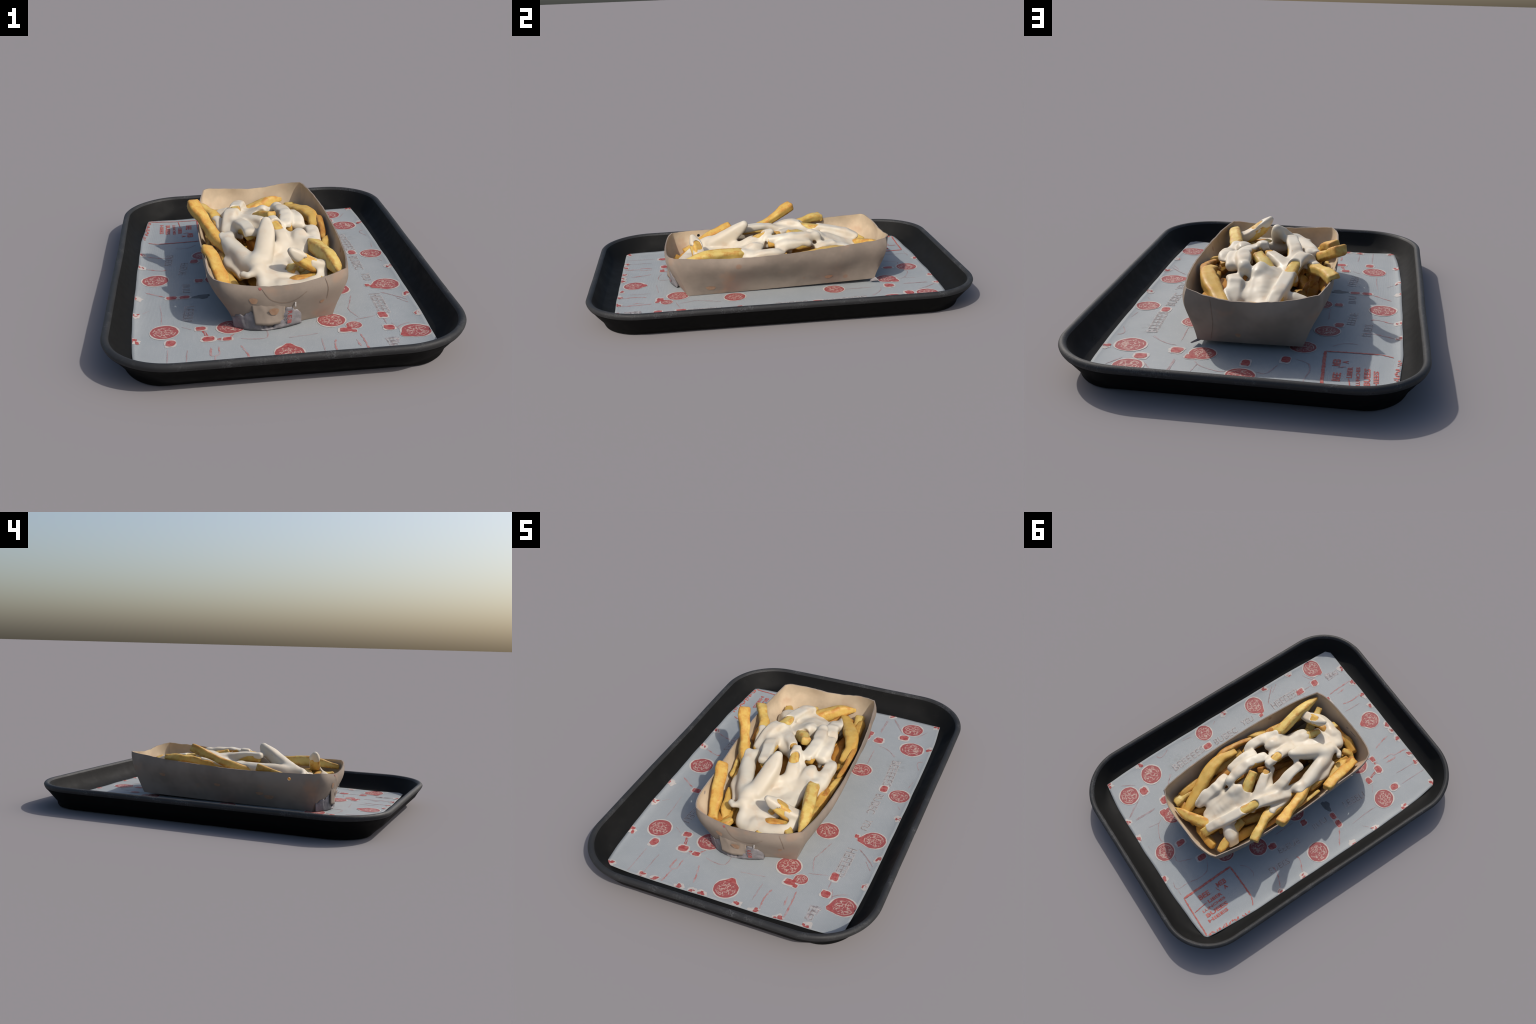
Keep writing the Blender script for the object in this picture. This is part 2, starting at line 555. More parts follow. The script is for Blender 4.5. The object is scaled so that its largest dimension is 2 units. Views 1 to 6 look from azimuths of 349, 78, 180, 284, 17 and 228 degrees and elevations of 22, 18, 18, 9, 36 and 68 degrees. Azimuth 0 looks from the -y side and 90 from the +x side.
# red marks cut off by the paper's edge
EDGE = [(.648, .513), (.628, .727), (.580, -.095), (.541, -.395), (.514, -.582), (.300, -.874), (.175, -.862), (.066, -.849), (-.014, -.838), (-.177, -.815), (-.222, -.815), (-.283, -.804), (-.407, -.788),
        (-.472, -.769), (-.634, -.755), (-.642, -.508), (-.620, -.287), (-.592, -.127), (-.552, .219), (-.532, .380), (.253, .795), (-.039, .832), (.372, .773)]
for x, y in EDGE:
    u, v = paper_local(x, y)
    if PHX - abs(u) < PHY - abs(v):
        u = edge_u(v, u) * math.copysign(1, u)
    else:
        v = edge_v(u, v) * math.copysign(1, v)
    x, y = paper_world(*clamp_uv(u, v, .010))
    halos.append(blotch(x, y, .026, .022, random.uniform(0, 3), .3))
    for k in range(4):
        reds.append(blotch(x + random.uniform(-.012, .012), y + random.uniform(-.012, .012), random.uniform(.006, .013), random.uniform(.004, .010), random.uniform(0, 3), .3, 9))


def inside_paper(poly, m=.002):
    out = []
    for x, y in poly:
        u, v = paper_local(x, y)
        out.append(paper_world(*clamp_uv(u, v, m)))
    return out


halos = [inside_paper(p) for p in halos]
reds = [inside_paper(p) for p in reds]
# strips of ink -------------------------------------------------------------
LINES = [
    [(.583, .679), (.534, .612)], [(.430, .697), (.383, .774)], [(.351, .743), (.336, .620)], [(.263, .625), (.237, .666), (.171, .706), (.130, .701)], [(.252, .654), (.269, .714)],
    [(.030, .706), (-.006, .711), (-.048, .638)], [(-.110, .581), (-.157, .617), (-.164, .676), (-.142, .751), (-.128, .817), (-.085, .811)], [(-.128, .817), (-.172, .821)],
    [(.239, .797), (.164, .785)], [(-.260, .456), (-.296, .430), (-.343, .427), (-.362, .439)], [(.620, .407), (.572, .383), (.596, .285), (.576, .224), (.558, .159)],
    [(.579, -.083), (.532, .006)], [(.479, -.423), (.424, -.352)], [(.448, .403), (.420, .444)], [(.356, -.627), (.367, -.691), (.359, -.731)],
    [(.060, -.677), (.054, -.709), (.044, -.780)], [(-.446, -.625), (-.468, -.762)], [(-.517, -.602), (-.526, -.673), (-.540, -.776)], [(-.407, -.463), (-.441, -.430)],
    [(-.519, -.387), (-.509, -.304), (-.505, -.206)], [(.342, -.573), (.336, -.633)], [(.505, -.501), (.459, -.419)], [(-.553, -.242), (-.595, -.273)], [(-.269, .058), (-.256, .184)],
    [(.286, -.342), (.249, -.428), (.235, -.466), (.250, -.546)], [(.233, -.561), (.320, -.550)], [(.415, -.346), (.469, -.405), (.501, -.457)], [(.429, -.642), (.388, -.654), (.358, -.678)],
    [(.300, -.765), (.296, -.819)], [(.330, -.741), (.324, -.792)], [(.358, .741), (.339, .614)], [(.388, .762), (.449, .644)], [(.349, .488), (.398, .465), (.452, .409)], [(.335, .440), (.322, .303)],
    [(-.360, -.460), (-.360, -.556)], [(-.234, -.589), (-.195, -.607), (-.139, -.610), (-.123, -.552)], [(-.057, -.634), (.058, -.633)], [(-.327, -.587), (-.292, -.583)]]
RED_LINES = [
    [(.211, -.683), (.209, -.745), (.199, -.850)], [(.183, -.721), (.183, -.775)], [(.108, -.698), (.090, -.758), (.088, -.836)], [(-.246, -.645), (-.236, -.705), (-.233, -.756)],
    [(-.328, -.630), (-.335, -.690), (-.352, -.700), (-.369, -.774), (-.395, -.791)], [(-.356, -.627), (-.367, -.685), (-.352, -.700)], [(-.335, -.566), (-.290, -.577), (-.242, -.534)],
    [(-.434, .176), (-.466, .174), (-.549, .225)], [(-.396, .316), (-.454, .333), (-.531, .378)], [(-.477, -.127), (-.553, -.057)]]


def on_paper(poly):
    return all(abs(u) < PHX - .004 and abs(v) < PHY - .004 for u, v in (paper_local(x, y) for x, y in poly))


def strip(pts, w, jag=.25, n=None):
    n = n or max(6, int(sum(math.dist(a, b) for a, b in zip(pts, pts[1:])) / .006))
    c = catmull(pts, n)
    d = np.gradient(c, axis=0)
    d /= np.linalg.norm(d, axis=1)[:, None] + 1e-9
    nrm = np.stack([-d[:, 1], d[:, 0]], 1)
    ww = w * (1 + np.array([random.uniform(-jag, jag) for _ in range(n)]))
    ww *= np.minimum(1, np.minimum(np.arange(n) + 1.2, n - np.arange(n) + .2) / 3)
    shake = np.array([random.uniform(-.0012, .0012) for _ in range(n)])[:, None]
    a, b = c + nrm * (ww[:, None] + shake), c - nrm * (ww[:, None] - shake)
    quads = [[tuple(a[i]), tuple(a[i + 1]), tuple(b[i + 1]), tuple(b[i])] for i in range(n - 1)]
    return [q for q in quads if on_paper(q)]


flat_print("printed_halo", halos, M_HALO, .0010)
flat_print("printed_mark", reds, M_RED, .0017)
flat_print("printed_thread", [q for l in LINES for q in strip(l, .0022, .5)], M_LINE, .0007)
flat_print("printed_stroke", [q for l in RED_LINES for q in strip(l, .0033, .5)], M_LINERED, .0008)
flat_print("printed_bar", [inside_paper(q) for l in ([(-.356, -.559), (-.360, -.515), (-.371, -.466)], [(-.33, -.570), (-.28, -.578)]) for q in strip(l, .0062, .25)], M_RED, .0007)
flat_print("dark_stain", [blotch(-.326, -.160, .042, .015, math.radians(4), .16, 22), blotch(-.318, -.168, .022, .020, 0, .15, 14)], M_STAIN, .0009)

# corner frame with its block of small writing
frame = [[(-.229, .506), (-.199, .822)], [(-.199, .822), (-.455, .858)], [(-.229, .506), (-.340, .514), (-.440, .525)], [(-.440, .525), (-.478, .545), (-.512, .585)]]
fq = strip(frame[0], .0060, .15) + strip(frame[1], .0038, .2) + strip(frame[2], .0042, .2) + strip(frame[3], .0024, .4)
fq += strip([(-.303, .827), (-.302, .735)], .0022, .3) + strip([(-.268, .648), (-.300, .640)], .0022, .3)
fq += strip([(-.500, .600), (-.452, .852)], .0036, .6)
for k in range(26):
    t = random.random()
    x, y = -.505 + .055 * t, .592 + .258 * t
    fq.append(blotch(x + random.uniform(-.008, .006), y, random.uniform(.004, .009), random.uniform(.003, .006), random.uniform(0, 3), .3, 8))
flat_print("printed_frame", [inside_paper(q) for q in fq], M_STAMP, .0016)


def lettering(name, text, a, b, height, mat, lift, bold=0.):
    """One line of writing laid along a->b on the paper; letters stand to the left of the direction."""
    cu = bpy.data.curves.new(name, "FONT")
    cu.body, cu.size, cu.align_x, cu.align_y = text, 1, "LEFT", "CENTER"
    cu.offset = bold
    cu.resolution_u = 2
    tmp = bpy.data.objects.new(name, cu)
    COLL.objects.link(tmp)
    dg = bpy.context.evaluated_depsgraph_get()
    dg.update()
    me = bpy.data.meshes.new_from_object(tmp.evaluated_get(dg))
    bpy.data.objects.remove(tmp)
    xs = [v.co.x for v in me.vertices]
    ys = [v.co.y for v in me.vertices]
    w, h = max(xs) - min(xs), max(ys) - min(ys)
    A, B = Vector(a), Vector(b)
    d = (B - A)
    L = d.length
    d /= L
    nrm = Vector((-d.y, d.x))
    y0 = (max(ys) + min(ys)) / 2
    for v in me.vertices:
        p = A + d * ((v.co.x - min(xs)) / w * L) + nrm * ((v.co.y - y0) / h * height)
        v.co = (p.x, p.y, paper_z(p.x, p.y) + lift)
    me.materials.clear()
    me.materials.append(mat)
    ob = bpy.data.objects.new(name, me)
    COLL.objects.link(ob)
    ob.parent = liner
    fix_up(ob)
    return ob


# the rows of blocky letters, right way up for a reader at the tray's back-left corner
WRITING = [("BEEEEES", (.464, .372), (.449, .150), .044), ("BUBEC", (.433, .075), (.413, -.085), .040), ("YEU", (.421, -.131), (.405, -.210), .034), ("HEEEEEB", (.386, -.352), (.362, -.548), .046),
           ("LEEEU", (-.386, -.245), (-.415, -.385), .040), ("IIUU", (-.371, -.016), (-.381, -.108), .032), ("EEEUE", (-.345, .234), (-.374, .100), .034), ("EUEES", (-.401, .351), (-.425, .224), .034),
           ("EE", (.303, -.742), (.300, -.824), .030), ("ILI", (.326, -.744), (.294, -.826), .030)]
for text, a, b, h in WRITING:
    lettering("printed_lettering_edge", text, a, b, h * 1.08, M_HALO, .0006, .03)
    lettering("printed_lettering", text, a, b, h, M_TEXT, .0010, .004)
BOX = [("BEE", (-.264, .690), (-.254, .758), .030), ("MEB", (-.271, .575), (-.263, .635), .030), ("A", (-.301, .588), (-.300, .612), .024), ("LIBER", (-.316, .640), (-.304, .730), .020),
       ("LUNCHES", (-.345, .640), (-.330, .790), .015), ("BUEES", (-.378, .650), (-.362, .790), .024), ("HIEES", (-.408, .670), (-.394, .800), .020)]
for text, a, b, h in BOX:
    lettering("printed_lettering", text, b, a, h, M_STAMP, .0010, .035)

# ------------------------------------------------------------------ carton
# rim control points per side, seen from above, and the base outline
RIM = {
    "right": [(.303, .529, .283), (.315, .485, .279), (.321, .365, .272), (.321, .244, .265), (.317, .130, .258), (.307, .012, .252), (.291, -.136, .248), (.267, -.285, .247), (.240, -.420, .250), (.200, -.550, .254)],
    "front": [(.200, -.550, .254), (.147, -.570, .247), (.068, -.577, .235), (-.014, -.575, .225), (-.100, -.568, .224), (-.178, -.556, .230), (-.255, -.535, .241), (-.297, -.511, .246)],
    "left": [(-.297, -.511, .246), (-.314, -.468, .244), (-.320, -.387, .243), (-.309, -.233, .240), (-.304, -.100, .240), (-.294, .040, .245), (-.276, .167, .252), (-.259, .290, .259), (-.236, .400, .267), (-.192, .560, .282)],
    "back": [(-.192, .560, .282), (-.155, .581, .281), (-.064, .594, .268), (.030, .590, .258), (.110, .586, .257), (.170, .583, .263), (.235, .568, .272), (.303, .529, .283)]}
BASE = {
    "right": [(.268, .482, .056), (.262, .42, .053), (.225, .10, .044), (.190, -.20, .037), (.165, -.45, .0345), (.160, -.492, .034)],
    "front": [(.160, -.492, .034), (.095, -.500, .034), (.030, -.512, .036), (-.040, -.535, .038), (-.120, -.540, .037), (-.195, -.515, .036), (-.236, -.468, .034)],
    "left": [(-.236, -.468, .034), (-.228, -.42, .034), (-.205, -.15, .037), (-.175, .20, .044), (-.150, .45, .050), (-.140, .511, .052)],
    "back": [(-.140, .511, .052), (-.10, .512, .053), (.065, .503, .055), (.22, .488, .056), (.268, .482, .056)]}
NS = {"right": 60, "front": 34, "left": 60, "back": 34}
NT = 16
rim_c = {k: catmull(v, NS[k] + 1) for k, v in RIM.items()}
base_c = {k: catmull(v, NS[k] + 1) for k, v in BASE.items()}
CEN = Vector((.0, .0, .12))


order = ["right", "front", "left", "back"]


def side_normal(side):
    d = Vector(rim_c[side][-1] - rim_c[side][0])
    n = Vector((d.y, -d.x, 0)).normalized()
    m = Vector(rim_c[side].mean(0)) - CEN
    return n if n.dot(m) > 0 else -n


def wall_point(side, u, t, out=0.):
    """u along the side 0..1, t up the wall 0..1."""
    i = u * NS[side]
    i0 = min(int(i), NS[side] - 1)
    f = i - i0
    b = base_c[side][i0] * (1 - f) + base_c[side][i0 + 1] * f
    r = rim_c[side][i0] * (1 - f) + rim_c[side][i0 + 1] * f
    p = Vector(b) * (1 - t) + Vector(r) * t
    n = side_normal(side)
    k = .5 * max(0, 1 - min(u, 1 - u) / .14) ** 1.5
    if k > 0:
        o = order[(order.index(side) + (1 if u > .5 else -1)) % 4]
        n = (n * (1 - k) + side_normal(o) * k).normalized()
    mid = math.sin(math.pi * u) ** .5
    bow = (.016 + .004 * math.sin(2.5 * math.pi * u)) * math.sin(math.pi * t ** 2.0)
    if side == "back":
        bow = .4 * bow + (.009 + .020 * math.exp(-((u - .33) / .2) ** 2)) * math.sin(math.pi * t ** .9) + .007 * math.exp(-((1 - u) / .09) ** 2) * math.sin(math.pi * t ** 1.8)
    if side == "left":
        bow += .006 * mid * math.sin(math.pi * t ** .75)
    if side == "right":
        bow += .012 * math.exp(-((u - .66) / .18) ** 2) * math.sin(math.pi * t ** 2.2) + .007 * math.exp(-(u / .07) ** 2) * math.sin(math.pi * t ** 1.8)
    dent = (mnoise.noise(p * 6.0) * .0105 + mnoise.noise(p * 15) * .0025) * math.sin(math.pi * min(1, t * .96 + .04)) * min(1, 5 * min(u, 1 - u))
    nick = (mnoise.noise(Vector((p.x * 30, p.y * 30, 0))) * .0022 + mnoise.noise(Vector((p.x * 70, p.y * 70, 4))) * .0012) * max(0, t - .9) * 10
    p = p + n * (bow + dent + out)
    p.z += nick
    return p


ring_u = [(s, k / NS[s]) for s in order for k in range(NS[s])]
nr = len(ring_u)
cv, cf = [], []
for j in range(NT + 1):
    for s, u in ring_u:
        cv.append(wall_point(s, u, j / NT))
HOLE = Vector((-.309, -.357, .212))
for j in range(NT):
    for k in range(nr):
        cf.append((j * nr + k, j * nr + (k + 1) % nr, (j + 1) * nr + (k + 1) % nr, (j + 1) * nr + k))
# floor of the carton: rings shrinking towards the middle
prev = list(range(nr))
bc = sum((cv[i] for i in range(nr)), Vector()) / nr
for s in (.75, .4):
    cur = []
    for k in range(nr):
        cur.append(len(cv))
        cv.append(bc + (cv[k] - bc) * s)
    cf += [(prev[k], cur[k], cur[(k + 1) % nr], prev[(k + 1) % nr]) for k in range(nr)]
    prev = cur
cf.append(tuple(prev))
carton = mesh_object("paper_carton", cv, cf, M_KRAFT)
fix_normals(carton)
so = carton.modifiers.new("s", "SOLIDIFY")
so.thickness, so.offset = .0055, -1
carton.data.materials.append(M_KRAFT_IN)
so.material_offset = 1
cut = mesh_object("punch", *[[(HOLE.x + dx, HOLE.y + .0085 * math.cos(a), HOLE.z + .0085 * math.sin(a)) for dx in (-.03, .03) for a in [2 * math.pi * i / 14 for i in range(14)]],
                             [tuple(range(14))[::-1], tuple(range(14, 28))] + [(i, (i + 1) % 14, 14 + (i + 1) % 14, 14 + i) for i in range(14)]])
fix_normals(cut)
bo = carton.modifiers.new("b", "BOOLEAN")
bo.object, bo.operation, bo.solver = cut, "DIFFERENCE", "EXACT"
apply_modifiers(carton)
bpy.data.objects.remove(cut)
carton.data.polygons.foreach_set("use_smooth", [True] * len(carton.data.polygons))
carton.data.set_sharp_from_angle(angle=math.radians(38))
carton["label"] = "open kraft paper food carton with flared bowed walls"
carton["category"] = "food carton"


def wall_patch(name, side, outline, mat, out, thick=.003, n=22, curl=0., lower=0., lean=0.):
    """Sheet lying on a wall: outline gives t_low(u), t_high(u) between u0 and u1."""
    u0, u1, lo, hi = outline
    vs, fs = [], []
    for j in range(9):
        for i in range(n + 1):
            u = u0 + (u1 - u0) * i / n
            a, b = lo(i / n), hi(i / n)
            t = a + (b - a) * j / 8
            f = (1 - lean) + lean * min(1, i / n * 1.6)
            p = wall_point(side, u, t, out + curl * f * (1 - j / 8) + .002 * mnoise.noise(Vector((u * 30, t * 12, out * 90))))
            p.z -= lower * (1 - j / 8)
            vs.append(p)
    for j in range(8):
        for i in range(n):
            a = j * (n + 1) + i
            fs.append((a, a + 1, a + n + 2, a + n + 1))
    ob = mesh_object(name, vs, fs, mat, parent=carton)
    fix_normals(ob)
    so = ob.modifiers.new("s", "SOLIDIFY")
    so.thickness, so.offset = thick, 0
    apply_modifiers(ob)
    return ob


# torn tissue caught under the front, the folded lock tab over it, and a torn slit
def tissue_top(s):
    """Height of the torn upper edge along the strip: bulge on the right, low under the tab, a slanting tear on the left."""
    bulge = .40 * max(0, math.sin(math.pi * min(1, s / .42))) ** .55
    left = .0 if s < .58 else (.40 - .22 * (s - .58) / .42) * min(1, (s - .58) / .06)
    return .05 + max(bulge, left) + .025 * math.sin(s * 37) + .015 * math.sin(s * 83)


wall_patch("tissue_scrap", "front", (.33, .985, lambda s: .0, tissue_top), M_TISSUE, .0015, .0012, n=70, curl=.016)
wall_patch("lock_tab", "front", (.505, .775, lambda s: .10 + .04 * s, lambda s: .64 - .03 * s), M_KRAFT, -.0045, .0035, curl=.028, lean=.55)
wall_patch("torn_nick", "front", (.41, .422, lambda s: .47, lambda s: .58), M_HALO, .003, .0012, n=4, curl=.006)
# small flap sticking out at the raised back corner
cn = Vector(BASE["right"][0])
mesh_object("corner_flap", [cn + Vector(v) for v in ((.0, .004, .006), (.026, .016, -.006), (.003, -.025, -.012), (-.012, -.012, .0), (-.004, .002, -.004), (.020, .012, -.010), (.0, -.024, -.017), (-.012, -.010, -.006))],
            [(0, 1, 2, 3), (7, 6, 5, 4), (0, 4, 5, 1), (1, 5, 6, 2), (2, 6, 7, 3), (3, 7, 4, 0)], M_TISSUE, smooth=False, parent=carton)


def wall_print(name, side, pts, w, mat, out):
    vs, fs = [], []
    c = catmull(pts, 40)
    d = np.gradient(c, axis=0)
    asp = np.array([.5, .2])
    d = d * asp
    d /= np.linalg.norm(d, axis=1)[:, None] + 1e-9
    nrm = np.stack([-d[:, 1], d[:, 0]], 1) / asp
    for q, nn in zip(c, nrm):
        for s in (-1, 1):
            vs.append(wall_point(side, *(q + nn * w * s), out))
    fs = [(2 * i, 2 * i + 1, 2 * i + 3, 2 * i + 2) for i in range(39)]
    ob = mesh_object(name, vs, fs, mat, parent=carton)
    ob["kind"] = "stuff"
    return ob


def wall_spot(side, u, t, r, mat, out=.0012):
    vs = [wall_point(side, u, t, out)] + [wall_point(side, u + r * (1 + .15 * math.sin(3 * a)) * math.cos(a) / .5, t + r * (1 + .12 * math.cos(2 * a)) * math.sin(a) / .2, out) for a in [2 * math.pi * i / 18 for i in range(18)]]
    mesh_object("grease_spot", vs, [(0, 1 + i, 1 + (i + 1) % 18) for i in range(18)], mat, parent=carton)


M_CREASE = mat_ink("card_crease", (.20, .145, .105), (.27, .19, .14), 60)
M_SPOT = mat_ink("grease_spot", (.33, .19, .115), (.37, .235, .15), 60)
wall_print("perforation", "front", [(.68, .97), (.62, .72), (.52, .60), (.42, .63), (.33, .80)], .0011, M_CREASE, .0014)
wall_print("perforation", "front", [(.19, .97), (.15, .75), (.13, .48)], .0010, M_CREASE, .0014)
wall_print("perforation", "back", [(.80, .93), (.81, .45), (.86, .06)], .0010, M_CREASE, .0014)
wall_spot("front", .60, .43, .020, M_SPOT, .0125)
wall_spot("front", .755, .68, .016, M_SPOT)
wall_spot("front", .17, .44, .009, M_SPOT)
wall_spot("front", .69, .95, .006, M_RED)
wall_spot("left", .24, .30, .013, M_SPOT)
wall_spot("left", .29, .38, .010, M_SPOT)
wall_spot("left", .52, .50, .009, M_SPOT)
wall_spot("left", .83, .58, .009, M_SPOT)
wall_spot("right", .87, .18, .012, M_SPOT)
wall_spot("right", .26, .20, .010, M_SPOT)
wall_spot("back", .60, .22, .012, M_SPOT)


def wall_letters(text, u0, u1, t0, t1, out):
    """Letters running down the tissue, one per row."""
    for k, ch in enumerate(text):
        cu = bpy.data.curves.new("tissue_letter", "FONT")
        cu.body, cu.size, cu.offset = ch, 1, .03
        tmp = bpy.data.objects.new("tissue_letter", cu)
        COLL.objects.link(tmp)
        dg = bpy.context.evaluated_depsgraph_get()
        dg.update()
        me = bpy.data.meshes.new_from_object(tmp.evaluated_get(dg))
        bpy.data.objects.remove(tmp)
        xs, ys = [v.co.x for v in me.vertices], [v.co.y for v in me.vertices]
        ta = t0 + (t1 - t0) * k / len(text)
        tb = t0 + (t1 - t0) * (k + .8) / len(text)
        for v in me.vertices:
            a = (v.co.x - min(xs)) / max(1e-6, max(xs) - min(xs))
            b = (v.co.y - min(ys)) / (max(ys) - min(ys))
            v.co = wall_point("front", u0 + (u1 - u0) * b, tb + (ta - tb) * (1 - a), out)
        me.materials.clear()
        me.materials.append(M_RED)
        ob = bpy.data.objects.new("tissue_letter", me)
        COLL.objects.link(ob)
        ob.parent = carton


wall_letters("REI", .485, .445, .42, .06, .0195)

# ------------------------------------------------------------------ fries
fries_root = bpy.data.objects.new("loaded_fries", None)
fries_root.location = (0, 0, .06)
COLL.objects.link(fries_root)
fries_root["label"] = "heap of golden potato fries draped with creamy white sauce"
fries_root["category"] = "fries with sauce"


PROF = {k: (rim_c[k][np.argsort(rim_c[k][:, ax])], base_c[k][np.argsort(base_c[k][:, ax])], ax) for k, ax in (("right", 1), ("left", 1), ("front", 0), ("back", 0))}


def wall_limit(side, along, z):
    """Position of a wall (x of the long sides, y of the ends) at a place along it and a height, and the rim height there."""
    r, b, ax = PROF[side]
    o = 1 - ax
    rz, bz = np.interp(along, r[:, ax], r[:, 2]), np.interp(along, b[:, ax], b[:, 2])
    ro, bo = np.interp(along, r[:, ax], r[:, o]), np.interp(along, b[:, ax], b[:, o])
    t = np.clip((z - bz) / (rz - bz), 0, 1)
    return bo + (ro - bo) * t, rz


def keep_inside(p, m=.013):
    """Press a point back inside the carton walls when it is below the rim."""
    p = Vector(p)
    for side, ax, sg in (("right", 0, 1), ("left", 0, -1), ("front", 1, -1), ("back", 1, 1)):
        lim, rz = wall_limit(side, p[1 - ax], p.z)
        over = (p[ax] - lim) * sg + m
        if over > 0 and p.z < rz + .012:
            p[ax] -= sg * over * min(1, max(0, (rz + .012 - p.z) / .012))
    return p


def fry(pts, w=.05, h=.045, ends=(.15, .15), mat=0, roll=0., seed=0, segs=30, lumps=.0062):
    """A cut potato stick: rounded-square section swept along a spine; ends: 0 square cut .. 1 pointed."""
    c = catmull(pts, segs)
    n = 20
    T = np.gradient(c, axis=0)
    T /= np.linalg.norm(T, axis=1)[:, None]
    up = np.array([0, 0, 1.]) if abs(T[0][2]) < .85 else np.array([1., 0, 0])
    side = np.cross(T[0], up)
    side /= np.linalg.norm(side)
    vs, fs = [], []
    r = random.Random(seed * 31 + 5)
    ph = [r.uniform(0, 6.28) for _ in range(4)]
    for i in range(segs):
        side = side - T[i] * (side @ T[i])
        side /= np.linalg.norm(side)
        nb = np.cross(side, T[i])
        a0 = roll + .25 * math.sin(ph[0] + i * .07)
        s = i / (segs - 1)
        k = 1 + .10 * math.sin(ph[1] + s * 5.5) + .05 * math.sin(ph[2] + s * 13)
        e0 = min(1, s / .34)
        e1 = min(1, (1 - s) / .34)
        k *= (1 - ends[0] * (1 - e0) ** 1.4 * .8) * (1 - ends[1] * (1 - e1) ** 1.4 * .8)
        for j in range(n):
            a = 2 * math.pi * j / n
            ca, sa = math.cos(a), math.sin(a)
            rr = (abs(ca) ** 9 + abs(sa) ** 9) ** (-1 / 9)
            x, y = ca * rr * w / 2 * k, sa * rr * h / 2 * k
            X, Y = x * math.cos(a0) - y * math.sin(a0), x * math.sin(a0) + y * math.cos(a0)
            p = c[i] + side * X + nb * Y
            q = Vector(p)
            p = q + mnoise.noise_vector(q * 17 + Vector((seed, 0, 0))) * lumps + mnoise.noise_vector(q * 60) * .0012
            vs.append(keep_inside(p))
    for i in range(segs - 1):
        for j in range(n):
            fs.append((i * n + j, i * n + (j + 1) % n, (i + 1) * n + (j + 1) % n, (i + 1) * n + j))
    # slightly domed, rounded end faces
    for base, tv, flip in ((0, -T[0], True), ((segs - 1) * n, T[-1], False)):
        cen = sum((vs[base + j] for j in range(n)), Vector()) / n
        prev = [base + j for j in range(n)]
        for f, push in ((.90, .0035), (.72, .0062), (.35, .0072)):
            cur = []
            for j in range(n):
                cur.append(len(vs))
                vs.append(cen + (vs[base + j] - cen) * f + Vector(tv) * push)
            for j in range(n):
                q = (prev[j], cur[j], cur[(j + 1) % n], prev[(j + 1) % n])
                fs.append(q if flip else q[::-1])
            prev = cur
        fs.append(tuple(prev)[::-1] if flip else tuple(prev))
    cen = Vector(c[segs // 2])
    ob = mesh_object("fry", vs, fs, M_FRIES[mat], parent=None, origin=cen)
    fix_normals(ob)
    ob.parent = fries_root
    ob.matrix_parent_inverse = Matrix.Translation(-Vector(fries_root.location))
    return ob


